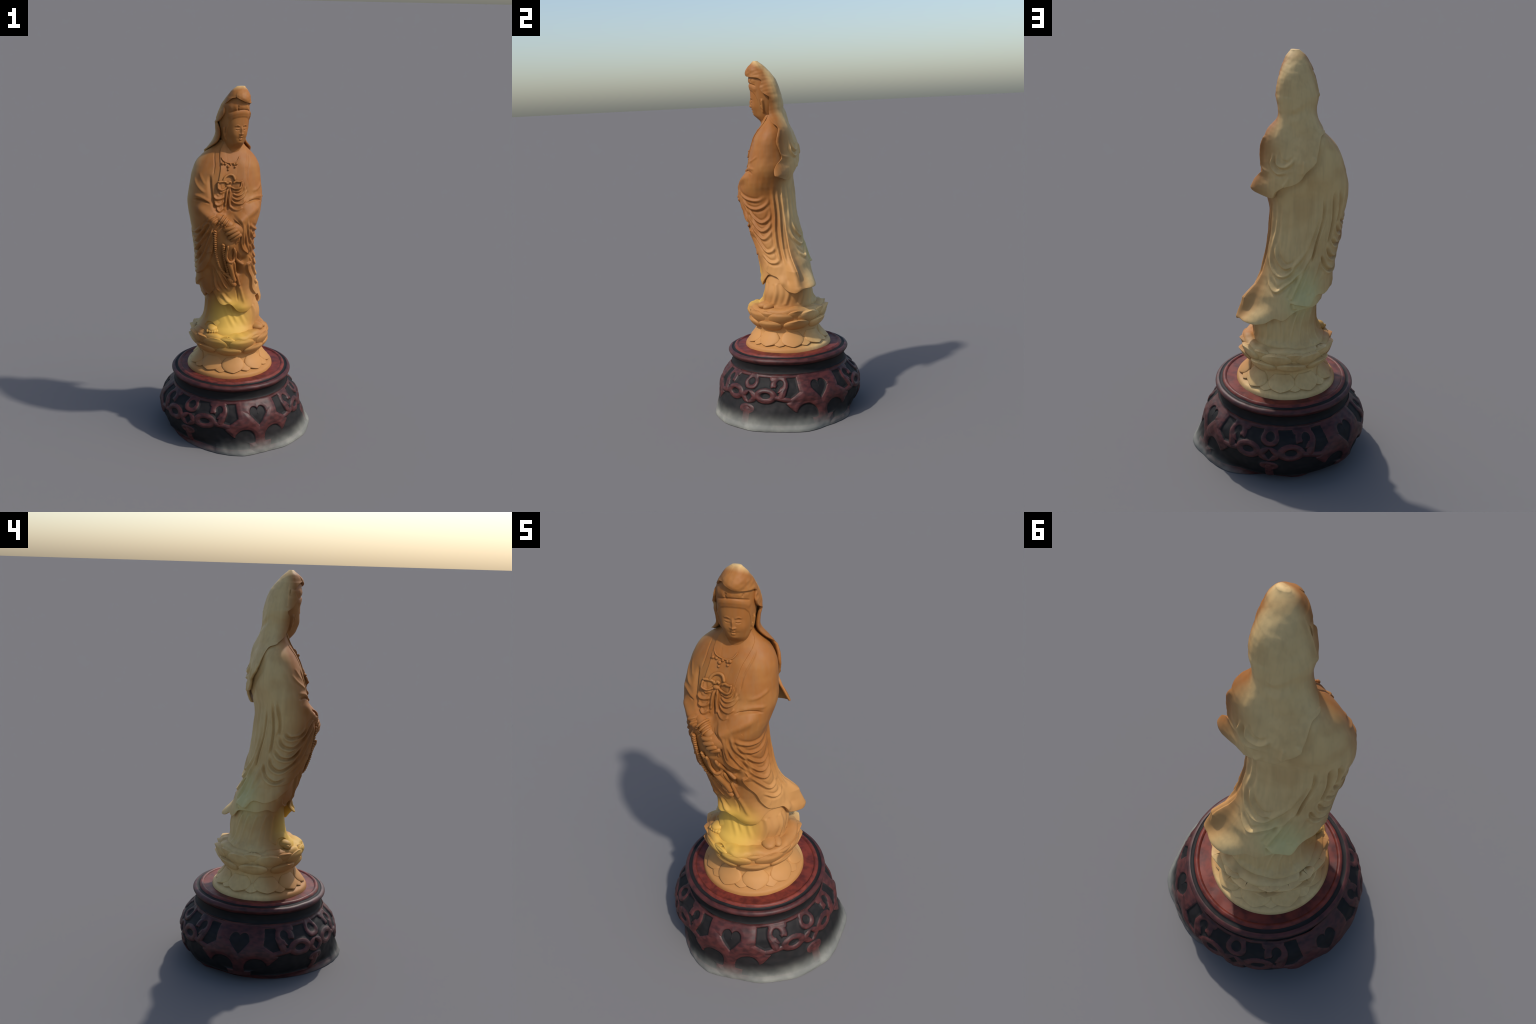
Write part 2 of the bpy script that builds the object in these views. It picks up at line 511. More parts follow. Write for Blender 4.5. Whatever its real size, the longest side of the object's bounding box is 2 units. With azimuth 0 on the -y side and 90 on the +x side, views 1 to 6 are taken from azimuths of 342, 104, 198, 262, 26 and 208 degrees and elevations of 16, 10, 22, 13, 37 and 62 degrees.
def gown_relief(R):
    # --- broad forms: sunken chest and belly, forearms, hollow below the hands
    R.bump(345, 1.46, 24, .075, -.016)
    R.bump(350, 1.365, 20, .045, -.022)
    R.bump(40, 1.42, 14, .05, -.008)
    R.ridge([(292, 1.385), (305, 1.345), (320, 1.310), (332, 1.285)], .026, .016, (.3, .1))
    R.ridge([(66, 1.372), (45, 1.350), (26, 1.322), (10, 1.295)], .026, .016, (.3, .1))
    R.ridge([(336, 1.17), (340, 1.08), (345, 1.00), (350, .94)], .024, -.024, (.4, .3))
    R.ridge([(5, 1.14), (9, 1.09), (15, 1.02), (20, .96)], .022, -.032, (.4, .2))
    R.bump(354, 1.165, 12, .028, .014)
    R.bump(318, 1.45, 12, .075, -.010)
    R.bump(346, 1.325, 15, .022, -.018)
    R.bump(312, .965, 15, .045, -.020)
    R.bump(352, .95, 18, .055, -.012)
    R.bump(44, .86, 12, .05, -.010)
    # front panel kicks forward at its hem
    R.bump(336, .790, 20, .034, .034)
    R.bump(12, .755, 20, .034, .014)
    R.bump(28, 1.065, 9, .022, -.024)
    R.bump(20, .985, 14, .05, -.014)
    R.bump(314, 1.01, 10, .03, -.012)
    # --- blown train: rolled lip and hollow of the back corner
    lip = np.interp(R.z, [.70, .75, .80, .832, .86, .90, .95], [.034, .038, .050, .057, .042, .020, .004])
    R.d += lip*np.exp(-((R.az - 115)/9.)**2)
    R.bump(150, .825, 16, .035, -.010)
    R.bump(131, .737, 16, .018, .012)
    R.bump(104, .775, 5, .022, -.008)
    R.bump(92, .765, 12, .03, .012)
    # --- lapels
    R.lap([(318, 1.665), (330, 1.577), (329, 1.494), (332, 1.452), (342, 1.448)], .05, .007, 1, .003, (.0, .1))
    R.groove([(301, 1.656), (315, 1.589), (317, 1.525)], .004, .004)
    R.lap([(70, 1.669), (36, 1.584), (28, 1.520), (22, 1.470), (8, 1.448)], .05, .007, -1, .003, (.0, .1))
    R.groove([(66, 1.642), (41, 1.544), (35, 1.466)], .004, .003)
    # --- gathered cloth under the bow
    for p in ([(359, 1.451), (12, 1.445), (21, 1.455), (25, 1.498)], [(0, 1.438), (14, 1.426), (27, 1.440), (31, 1.473)],
              [(0, 1.414), (13, 1.404), (28, 1.424), (35, 1.455)], [(359, 1.401), (8, 1.385), (21, 1.384), (30, 1.403)],
              [(356, 1.375), (4, 1.356), (14, 1.352), (23, 1.369)],
              [(328, 1.497), (330, 1.465), (334, 1.444), (342, 1.454)], [(320, 1.432), (326, 1.414), (336, 1.415), (341, 1.424)],
              [(322, 1.391), (329, 1.379), (337, 1.387), (341, 1.404)], [(325, 1.364), (333, 1.347), (340, 1.363)]):
        R.crest(p, .0058, .0052, (.15, .15))
    R.ridge([(346, 1.462), (345, 1.413), (342, 1.337)], .007, .006, (.1, .3))
    R.ridge([(353, 1.458), (352, 1.402), (0, 1.348)], .006, .006, (.1, .3))
    R.groove([(349, 1.45), (348, 1.40), (350, 1.34)], .004, .006)
    # --- right arm
    R.groove([(310, 1.540), (312, 1.495), (316, 1.431), (321, 1.377), (331, 1.332)], .008, .013, (.2, .2))
    R.groove([(286, 1.398), (298, 1.405), (309, 1.396), (316, 1.381)], .0045, .010, (.25, .3))
    R.ridge([(287, 1.425), (298, 1.424), (308, 1.410), (316, 1.390)], .008, .006)
    R.ridge([(282, 1.521), (292, 1.480), (301, 1.457), (310, 1.437)], .007, .005)
    R.ridge([(291, 1.548), (297, 1.518), (307, 1.478)], .007, .003)
    R.ridge([(270, 1.56), (276, 1.50), (282, 1.45)], .012, .003)
    for p in ([(313, 1.293), (321, 1.318), (328, 1.328)], [(320, 1.280), (326, 1.306), (334, 1.319)]):
        R.crest(p, .005, .005, (.1, .2))
    for p, h in (([(273, 1.199), (289, 1.232), (305, 1.266), (316, 1.294)], .006),
                 ([(267, 1.093), (285, 1.139), (301, 1.194), (313, 1.244), (319, 1.285)], .0065),
                 ([(278, 1.014), (298, 1.086), (306, 1.140), (317, 1.212), (323, 1.264)], .006),
                 ([(270, 1.152), (286, 1.178), (300, 1.228)], .004)):
        R.crest(p, .0065, h, (.2, .1))
    R.lap([(322, 1.270), (324, 1.20), (322, 1.126), (318, 1.090), (304, 1.018), (293, .987), (276, .965), (262, .968)],
          .05, .012, -1, .003, (.1, .25))
    R.lap([(322, 1.126), (313, 1.115), (302, 1.108)], .03, .005, -1, .002, (.1, .5))
    # --- right side: hanging swags
    for p in ([(259, 1.237), (268, 1.209), (283, 1.215), (306, 1.272)],
              [(251, 1.220), (259, 1.171), (277, 1.157), (293, 1.197), (314, 1.275)],
              [(246, 1.146), (262, 1.105), (279, 1.105), (296, 1.170)],
              [(241, 1.114), (249, 1.065), (266, 1.039), (283, 1.068), (300, 1.130)],
              [(232, 1.073), (245, 1.012), (266, .980), (283, 1.010)]):
        R.valley(p, .0064, .0105, (.15, .25))
    for p in ([(252, 1.403), (243, 1.281), (241, 1.114)], [(257, 1.398), (254, 1.286), (251, 1.220)],
              [(236, 1.375), (224, 1.239), (218, 1.134), (216, 1.036)]):
        R.valley(p, .0056, .0095, (.3, .1))
    R.valley([(229, 1.33), (214, 1.18), (206, 1.08)], .007, .003, (.3, .3))
    # panel hem on the right hip, over a second layer
    R.lap([(197, .850), (216, .842), (234, .835), (242, .876), (264, .870), (278, .895), (288, .930), (300, .960)],
          .07, .017, 1, .003, (.12, .2))
    R.ridge([(240, 1.00), (236, .93), (232, .845)], .014, .010, (.4, .0))
    R.bump(252, .875, 10, .03, -.008)
    R.ridge([(276, .95), (277, .905), (284, .87)], .010, .005)
    # --- skirt front folds
    for p in ([(314, 1.029), (318, .976), (321, .908), (330, .860)], [(323, 1.020), (332, .970), (339, .910), (348, .870)],
              [(332, 1.001), (345, .945), (355, .890)]):
        R.crest(p, .0065, .006, (.2, .2))
    R.lap([(290, .900), (297, .862), (304, .850), (316, .874), (322, .905)], .03, .008, -1, .003, (.2, .2))
    R.crest([(330, .862), (342, .815), (350, .802)], .008, .005)
    R.ridge([(10, .92), (14, .85), (18, .775)], .012, .007)
    R.groove([(2, .93), (4, .87), (2, .80)], .006, .005)
    # --- left sleeve, its open end and swags
    R.lap([(2, 1.312), (13, 1.280), (18, 1.245), (22, 1.137), (42, 1.085)], .06, .012, 1, .003, (.1, .1))
    R.lap([(43, 1.083), (46, 1.048), (36, 1.030), (38, .985), (46, .935), (47, .862), (56, .820), (70, .808)],
          .05, .014, 1, .004, (.15, .2))
    for p in ([(24, 1.301), (27, 1.242), (35, 1.162), (52, 1.062)], [(30, 1.300), (38, 1.219), (56, 1.131)],
              [(19, 1.296), (24, 1.225), (25, 1.147)]):
        R.crest(p, .006, .005, (.2, .2))
    R.groove([(29, 1.380), (47, 1.393), (60, 1.390), (72, 1.377)], .0045, .009, (.25, .3))
    R.ridge([(36, 1.398), (54, 1.410), (75, 1.402)], .008, .005)
    R.ridge([(77, 1.480), (63, 1.454), (46, 1.438)], .008, .004)
    for p, h in (([(31, 1.285), (45, 1.252), (66, 1.228), (84, 1.226), (100, 1.255)], .006),
                 ([(38, 1.259), (54, 1.192), (77, 1.176), (97, 1.201), (109, 1.255)], .006),
                 ([(43, 1.230), (58, 1.144), (80, 1.100), (97, 1.122), (109, 1.20)], .0065),
                 ([(44, 1.208), (58, 1.095), (76, 1.052), (94, 1.075), (106, 1.150)], .0065),
                 ([(46, 1.170), (60, 1.045), (76, 1.008), (95, 1.045), (104, 1.10)], .006),
                 ([(50, 1.05), (62, .985), (76, .935), (92, .952), (102, 1.01)], .006),
                 ([(58, .925), (74, .878), (90, .882), (100, .930)], .006)):
        R.crest(p, .0078, h*1.05, (.25, .4))
    R.crest([(109, 1.311), (111, 1.173), (102, 1.031), (99, .954), (97, .870)], .008, .007, (.3, .1))
    R.crest([(119, 1.315), (120, 1.171), (113, 1.028), (109, .952), (105, .86)], .007, .006, (.3, .1))
    R.lap([(127, 1.320), (128, 1.169), (124, 1.025), (121, .948), (118, .861), (121, .77)], .06, .007, 1, .003, (.1, .1))
    # --- shadow gap under the veil hem
    R.groove([(136, 1.333), (151, 1.370), (165, 1.396), (178, 1.408), (190, 1.426), (203, 1.467), (216, 1.491), (232, 1.525), (242, 1.585), (250, 1.625)],
             .018, .008, (.1, .2))
    # --- back
    R.crest([(140, 1.321), (143, 1.230), (141, 1.158), (136, 1.063)], .008, .003)
    for p in ([(143, 1.129), (150, 1.050), (170, 1.008), (184, 1.025), (194, 1.091)],
              [(131, 1.089), (140, 1.008), (159, .966), (175, .973), (191, 1.036), (207, 1.121)],
              [(136, .965), (148, .916), (166, .895), (179, .926), (197, .983), (210, 1.062)]):
        R.crest(p, .0085, .0085, (.3, .35))
    R.crest([(220, 1.148), (213, 1.091), (204, .989), (199, .859)], .010, .009, (.4, .05))
    R.crest([(232, 1.095), (228, 1.000), (227, .881)], .012, .008, (.4, .1))
    R.groove([(201, .850), (210, .812), (217, .820)], .006, .008)
    for p in ([(149, 1.305), (152, 1.201), (151, 1.096)], [(173, 1.349), (171, 1.210), (175, 1.072)],
              [(208, 1.392), (198, 1.251), (196, 1.111)], [(227, 1.429), (213, 1.287), (207, 1.146), (205, 1.035)]):
        R.crest(p, .012, .003, (.3, .3))


def on_gown(pts, lift=0., n=None):
    """3D points lying on the carved gown at (azimuth, z), lifted outward."""
    p = curve_points(pts, n) if n else np.array(pts, float)
    az, z = p[:, 0], p[:, 1]
    r = table_radius(GOWN, az, z)
    R = Relief(az, z, r); gown_relief(R)
    return polar(az, z, r + R.d + lift)


build_gown()

# ------------------------------------------------------------------ under skirt
UNDER = np.array([
    (.600, .178, .168, .172, .172, .170, .188, .195, .188),
    (.625, .168, .160, .166, .168, .168, .182, .188, .182),
    (.650, .148, .155, .164, .162, .150, .158, .168, .168),
    (.700, .132, .150, .162, .160, .138, .138, .152, .160),
    (.760, .124, .144, .152, .146, .126, .130, .146, .152),
    (.860, .112, .125, .135, .130, .115, .120, .138, .132)])


def build_under():
    cols, rows = 480, 130
    az1 = np.arange(cols)*360/cols
    z = np.linspace(.86, .600, rows)[:, None] + 0*az1
    az = np.broadcast_to(az1, z.shape)
    r = table_radius(UNDER, az, z)
    R = Relief(az, z, r)
    under_relief(R)
    P = polar(az, z, r + R.d)
    loft('underskirt', P, BOX, STATUE, cap_bottom=True)


def under_relief(R):
    R.bump(62, .70, 22, .05, .012)
    for p in ([(330, .80), (338, .73), (350, .67), (0, .635)], [(345, .80), (352, .72), (5, .66)], [(5, .78), (14, .70), (26, .64)]):
        R.crest(p, .010, .0022, (.3, .3))
    for a in (215, 232, 250, 268):
        R.crest([(a + 8, .80), (a, .73), (a - 8, .67), (a - 14, .625)], .009, .006, (.1, .1))
    R.crest([(290, .80), (287, .73), (280, .66)], .008, .004, (.1, .1))
    R.lap([(318, .650), (308, .672), (296, .668), (290, .640)], .03, .008, -1, .003, (.1, .1))
    for a in (45, 75, 100, 130, 160, 190):
        R.crest([(a, .76), (a + 3, .70), (a - 2, .63)], .010, .004, (.1, .1))


build_under()

# ------------------------------------------------------------------ veil
VEIL_L = [(2.01, -22), (1.947, -22), (1.939, -10), (1.928, 8), (1.919, 24), (1.914, 48), (1.909, 76), (1.902, 94), (1.888, 101),
          (1.870, 92), (1.850, 87), (1.826, 92), (1.812, 102), (1.800, 110), (1.780, 107), (1.750, 103), (1.700, 95),
          (1.665, 96), (1.630, 108), (1.590, 107), (1.550, 106), (1.500, 113), (1.460, 118), (1.434, 111),
          (1.407, 107), (1.370, 108), (1.33, 116)]
VEIL_R = [(2.01, 338), (1.947, 338), (1.942, 320), (1.932, 308), (1.920, 300), (1.908, 289), (1.893, 294), (1.875, 301),
          (1.860, 304), (1.840, 299), (1.820, 290), (1.808, 279), (1.797, 281), (1.780, 289), (1.750, 295), (1.720, 293),
          (1.690, 287), (1.670, 276), (1.655, 268), (1.640, 262), (1.33, 262)]
VEIL_HEM = [(108, 1.368), (115, 1.355), (126, 1.337), (136, 1.340), (151, 1.378), (165, 1.404), (178, 1.416),
            (190, 1.434), (203, 1.475), (216, 1.499), (232, 1.533), (240, 1.570), (245, 1.600), (250, 1.632), (262, 1.652)]


def curve_at(pts, x):
    p = sorted(pts)
    return hermite([a for a, _ in p], [b for _, b in p], x)


def build_veil():
    cols = 400
    s = np.linspace(0, 1, cols)
    zu = np.linspace(2.0, 1.66, 180)
    low_az = 108 + s*(262 - 108)
    hem = np.minimum(curve_at(VEIL_HEM, low_az), 1.655)
    tl = np.linspace(0, 1, 150)[1:, None]
    z = np.concatenate([np.broadcast_to(zu[:, None], (180, cols)), 1.66 - tl*(1.66 - hem)], 0)
    aL = curve_at(VEIL_L, z); aR = curve_at(VEIL_R, z)
    az = aL + s*(aR - aL)
    r = soften(table_radius(VEIL, az, z), 5, 5, False)
    R = Relief(az, z, r, lambda q: .09 if q > 1.69 else .165)
    veil_relief(R)
    r = r + R.d
    P = polar(az, z, r)
    n = wobble(P, .08, .0005, 5, 3)*(1 + 1.5*smooth(1.72, 1.85, z)*smooth(140, 100, az))
    P[..., 0] += n*np.sin(np.radians(az)); P[..., 1] -= n*np.cos(np.radians(az))
    # rounded thickness
    th = .014 - .007*np.exp(-((az - 111)/16.)**2 - ((z - 1.36)/.05)**2)
    rin = r - th
    Q = polar(az, z, rin)
    rows = len(z)
    V = np.vstack([P.reshape(-1, 3), Q.reshape(-1, 3)])
    o = rows*cols
    F = grid_faces(rows, cols, False).tolist() + grid_faces(rows, cols, False, o, True).tolist()
    for j in range(cols - 1):
        a = (rows - 1)*cols + j; F.append([a, a + o, a + 1 + o, a + 1])
    for i in range(rows - 1):
        a = i*cols; b = a + cols; F.append([a, a + o, b + o, b])
        a = i*cols + cols - 1; b = a + cols; F.append([a, b, b + o, a + o])
    top = P[0].mean(0); V = np.vstack([V, top[None]]); k = len(V) - 1
    for j in range(cols - 1): F.append([k, j, j + 1])
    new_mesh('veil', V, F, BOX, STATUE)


def veil_relief(R):
    # the blown-out corner over the left arm
    flare = np.interp(R.z, [1.30, 1.34, 1.37, 1.40, 1.43, 1.47], [.044, .042, .038, .022, .008, 0])
    R.d += flare*np.exp(-((R.az - 111)/15.)**2)
    R.bump(126, 1.43, 10, .03, -.006)
    R.ridge([(112, 1.63), (110, 1.55), (117, 1.47)], .012, .006, (.1, .2))
    R.ridge([(110, 1.49), (124, 1.470), (138, 1.462)], .008, .006, (.05, .4))
    for p in ([(138, 1.562), (140, 1.501), (154, 1.469), (172, 1.487)],
              [(145, 1.558), (152, 1.510), (166, 1.502), (190, 1.550)]):
        R.crest(p, .0078, .0085, (.3, .3))
    R.groove([(150, 1.575), (158, 1.532), (172, 1.526)], .006, .003)
    R.valley([(158, 1.752), (180, 1.730), (209, 1.743), (234, 1.786)], .014, .004, (.3, .3))
    R.ridge([(205, 1.540), (200, 1.481)], .008, .006, (.3, 0))
    R.ridge([(178, 1.470), (165, 1.411)], .009, .005, (.4, 0))
    R.ridge([(222, 1.56), (226, 1.52)], .008, .004, (.3, 0))
    # hood rims rolling outward
    R.ridge([(262, 1.957), (266, 1.904), (274, 1.821)], .006, .006, (.4, .1))
    R.bump(284, 1.90, 8, .02, -.008)
    R.bump(276, 1.812, 8, .012, .006)
    R.bump(106, 1.803, 8, .014, .005)
    R.bump(92, 1.87, 8, .02, -.004)
    R.bump(15, 1.945, 45, .018, .004)


build_veil()

# ------------------------------------------------------------------ head
FACE_AZ = 15.
HEADC = np.array([-.050, -.045])
HEAD = np.array([  # z, front, side, back
    (1.640, .040, .046, .050), (1.668, .046, .046, .050), (1.682, .060, .050, .055), (1.695, .072, .054, .060), (1.715, .083, .058, .060),
    (1.740, .090, .064, .060), (1.765, .093, .069, .060), (1.795, .095, .073, .050), (1.830, .095, .075, .050),
    (1.870, .095, .076, .045), (1.900, .098, .073, .030), (1.930, .098, .062, .015), (1.960, .078, .045, .005)])


def build_head():
    cols, rows = 360, 300
    la = np.arange(cols)*360/cols                       # azimuth relative to the face
    z = np.linspace(1.955, 1.64, rows)[:, None] + 0*la
    f = hermite(HEAD[:, 0], HEAD[:, 1:], z)
    a = np.radians(la)
    fr = np.where(np.cos(a) > 0, f[..., 0], f[..., 2])
    r = ((np.abs(np.cos(a))/fr)**2.3 + (np.abs(np.sin(a))/f[..., 1])**2.3)**(-1/2.3)
    A = np.broadcast_to(la, z.shape)
    R = Relief(A, z, r, lambda q: .09)
    face_relief(R)
    r = r + R.d
    w = np.radians(A + FACE_AZ)
    P = np.stack([HEADC[0] + r*np.sin(w), HEADC[1] - r*np.cos(w), z], -1)
    # keep the skull inside the veil wherever the veil covers it
    c = axis_at(z); dx, dy = P[..., 0] - c[..., 0], P[..., 1] - c[..., 1]
    va = np.degrees(np.arctan2(dx, -dy)) % 360; rr = np.hypot(dx, dy)
    lim = table_radius(VEIL, va, z) - .014
    hidden = (z > 1.895) | ((z > 1.70) & (va > 115) & (va < 275))
    k = np.where(hidden, np.minimum(1, np.maximum(lim, .005)/np.maximum(rr, 1e-6)), 1)
    k = np.where((va > 115) & (va < 275), k, 1 - (1 - k)*smooth(1.90, 1.935, z))
    P[..., 0] = c[..., 0] + dx*k; P[..., 1] = c[..., 1] + dy*k
    Z = z[:-1]
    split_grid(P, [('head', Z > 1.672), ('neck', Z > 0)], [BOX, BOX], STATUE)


def face_relief(R):
    A = (R.az + 180) % 360 - 180
    a = np.abs(A)
    # hair: raised cap above a hairline that drops along the temples
    line = np.interp(a, [0, 15, 30, 42, 50, 56, 90], [1.842, 1.840, 1.832, 1.812, 1.780, 1.740, 1.70])
    R.d += .004*smooth(-.005, .008, R.z - line)
    R.ridge([(-50, 1.835), (-25, 1.858), (0, 1.864), (25, 1.858), (50, 1.835)], .012, .004, (.1, .1))
    R.groove([(-48, 1.862), (-20, 1.876), (0, 1.880), (20, 1.876), (48, 1.862)], .004, .005, (.1, .1))
    for x in (-38, -20, 0, 20, 38):
        R.bump(x, 1.892, 8, .012, .003)
    R.groove([(-12, 1.905), (-15, 1.888), (-10, 1.875)], .004, .006)
    R.groove([(28, 1.90), (24, 1.885)], .004, .004)
    for s in (-1, 1):
        R.bump(s*14, 1.784, 9, .010, -.0055)
        R.bump(s*14, 1.780, 7.5, .0055, .0045)
        R.groove([(s*22, 1.777), (s*14, 1.7725), (s*6, 1.776)], .0022, .0026)
        R.ridge([(s*24, 1.790), (s*14, 1.798), (s*4, 1.790)], .004, .0025)
        R.bump(s*25, 1.748, 14, .022, .0045)
        R.bump(s*5.5, 1.7515, 3.2, .0045, .004)
        R.bump(s*11, 1.728, 6, .007, -.0015)
        R.ridge([(s*66, 1.795), (s*68, 1.75), (s*66, 1.705)], .009, .010, (.2, .2))
        R.groove([(s*60, 1.79), (s*61, 1.75)], .003, .004)
    R.ridge([(0, 1.800), (0, 1.770), (0, 1.750)], .0055, .0085, (.5, .0))
    R.bump(0, 1.752, 4, .006, .004)
    R.groove([(-8, 1.730), (0, 1.728), (8, 1.730)], .0022, .0032)
    R.ridge([(-7, 1.7345), (0, 1.7355), (7, 1.7345)], .003, .003)
    R.ridge([(-6, 1.7215), (0, 1.7205), (6, 1.7215)], .0035, .0035)
    R.bump(0, 1.703, 12, .009, .005)
    R.d *= .82                      # worn soft


build_head()

# ------------------------------------------------------------------ lotus
LC = np.array([-.033, .017])


def build_lotus():
    # core: foot ring, waist, cup and top plate
    prof = [(.372, .249), (.384, .248), (.396, .243), (.404, .230), (.411, .216), (.440, .194), (.470, .180), (.490, .180),
            (.510, .189), (.535, .205), (.560, .213), (.585, .216), (.600, .217), (.611, .212), (.619, .200), (.619, .15), (.620, .10), (.620, .02)]
    cols = 360
    az1 = np.arange(cols)*360/cols
    k = np.r_[0, np.cumsum(np.hypot(np.diff([p[0] for p in prof]), np.diff([p[1] for p in prof])))]
    s = np.linspace(0, k[-1], 150)
    zz = hermite(k, [p[0] for p in prof], s); rr = hermite(k, [p[1] for p in prof], s)
    a = np.radians(az1)[None]
    worn = np.exp(-(((az1 - 15 + 180) % 360 - 180)/55)**2)[None]
    r = rr[:, None] + 0*a
    z = zz[:, None] + 0*a
    top = smooth(.53, .61, z)*smooth(.0, .15, r)
    r = r + top*worn*(.006*np.sin(3*a*2 + 1.) + .004*np.sin(11*a + .5))
    z = z + top*smooth(.12, .2, r)*(.006*np.sin(4*a) + .004*np.sin(9*a + 2))
    P = np.stack([LC[0] + r*np.sin(a), LC[1] - r*np.cos(a), z], -1)
    P[..., 2] += wobble(P, .1, .002, 11)*smooth(.6, .61, P[..., 2])
    Z = P[:-1, :, 2]
    q = P[::-1].copy()
    Zq = (q[:-1, :, 2] + q[1:, :, 2])/2
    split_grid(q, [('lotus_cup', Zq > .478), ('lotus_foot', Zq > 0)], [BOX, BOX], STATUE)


def petal_mesh(name, prof, half, bulge, tip_notch, depth=.02):
    """Shield-shaped petal lying on a cone.  prof: (radius, z) from root to tip,
    half: half-width in degrees along it; u across, v along."""
    nu, nv = 33, 33
    v = np.sin(np.pi/2*np.linspace(0, 1, nv))[:, None]; u = np.linspace(-1, 1, nu)[None]
    k = np.linspace(0, 1, len(prof))
    rad = hermite(k, [p[0] for p in prof], v[:, 0])[:, None]; zz = hermite(k, [p[1] for p in prof], v[:, 0])[:, None]
    w = hermite(np.linspace(0, 1, len(half)), half, v[:, 0])[:, None]
    body = np.sqrt(np.clip(1 - u**2, 0, 1))
    r = rad + bulge*(np.clip(1 - u**2, 0, 1)**.42*(.25 + .75*np.sin(np.pi/2*np.clip(v/.7, 0, 1))) - .30) + 0*u
    curl = smooth(.7, 1., v)*tip_notch*(1 - u**2)
    r = r + curl
    az = np.radians(w*u)
    outer = np.stack([r*np.sin(az), -r*np.cos(az), zz + 0*u], -1)
    ri = r - depth
    inner = np.stack([ri*np.sin(az), -ri*np.cos(az), zz + 0*u], -1)
    V = np.vstack([outer.reshape(-1, 3), inner.reshape(-1, 3)]); o = nu*nv
    F = grid_faces(nv, nu, False).tolist() + grid_faces(nv, nu, False, o, True).tolist()
    for j in range(nu - 1):
        a = (nv - 1)*nu + j; F.append([a, a + o, a + 1 + o, a + 1])
        F.append([j, j + 1, j + 1 + o, j + o])
    for i in range(nv - 1):
        a = i*nu; F.append([a, a + o, a + nu + o, a + nu])
        a = i*nu + nu - 1; F.append([a, a + nu, a + nu + o, a + o])
    return V, F


def place_petals(name, prof, half, bulge, curl, azs, jitter=.0, depth=.02):
    V, F = petal_mesh(name, [(r + .0055, z) for r, z in prof], half, bulge, curl, depth)
    for a in azs:
        s = 1 + jitter*rng.uniform(-1, 1); a = math.radians(a + rng.uniform(-2, 2)*(jitter > 0))
        c, sn = math.cos(a)*s, math.sin(a)*s
        W = V @ np.array([[c, sn, 0], [-sn, c, 0], [0, 0, 1]]) + np.array([LC[0], LC[1], 0])
        W[:, 2] += wobble(W, .2, .003, 17, 1)
        W[:, :2] += wobble(W, .2, .001, 18, 1)[:, None]
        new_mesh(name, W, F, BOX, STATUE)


build_lotus()
def rounded(width, root=.6, belly=.45, n=61):
    """Half-widths of a petal from a narrower root over its belly to a round tip."""
    v = np.linspace(0, 1, n)
    low = root + (1 - root)*np.sin(np.clip(v/belly, 0, 1)*np.pi/2)
    high = np.sqrt(np.clip(1 - ((v - belly)/(1 - belly))**2, 0, 1))
    return list(width*np.where(v < belly, low, np.maximum(high, .02)))


# down-turned petals round the foot
place_petals('lotus_petal', [(.178, .482), (.188, .454), (.204, .430), (.221, .409)], rounded(19.5, .6), .015, .0,
             [190 + 40*k for k in range(9)], .01)
# tips showing between them
place_petals('lotus_petal', [(.189, .446), (.205, .425), (.221, .409)], rounded(10, .4), .008, .0,
             [210 + 40*k for k in range(9)])
# upper tiers; the front ones are worn down to soft lumps
worn = lambda a: abs((a - 25 + 180) % 360 - 180) < 70
for tier, half, bulge, azs in (
        ([(.170, .490), (.187, .507), (.203, .532), (.212, .556)], rounded(22, .4, .55), .026, [207 + 45*k for k in range(8)]),
        ([(.186, .524), (.203, .552), (.213, .582), (.216, .607)], rounded(21, .5, .5), .022, [229.5 + 45*k for k in range(8)]),
        ([(.193, .547), (.203, .572), (.210, .596), (.212, .613)], rounded(14, .8, .5), .016, [252 + 45*k for k in range(8)])):
    place_petals('lotus_petal', tier, half, bulge, .006, [a for a in azs if not worn(a)], .012)
    place_petals('lotus_petal', [(r, z - .004) for r, z in tier], half, bulge*.7, -.008, [a for a in azs if worn(a)], .02)

# ------------------------------------------------------------------ hands
def finger(pts, r):
    p = spline(pts, 14)
    w = np.linspace(1, .72, 14)*r; w[-1] *= .55; w[0] *= .8
    return tube(p, w, 12)


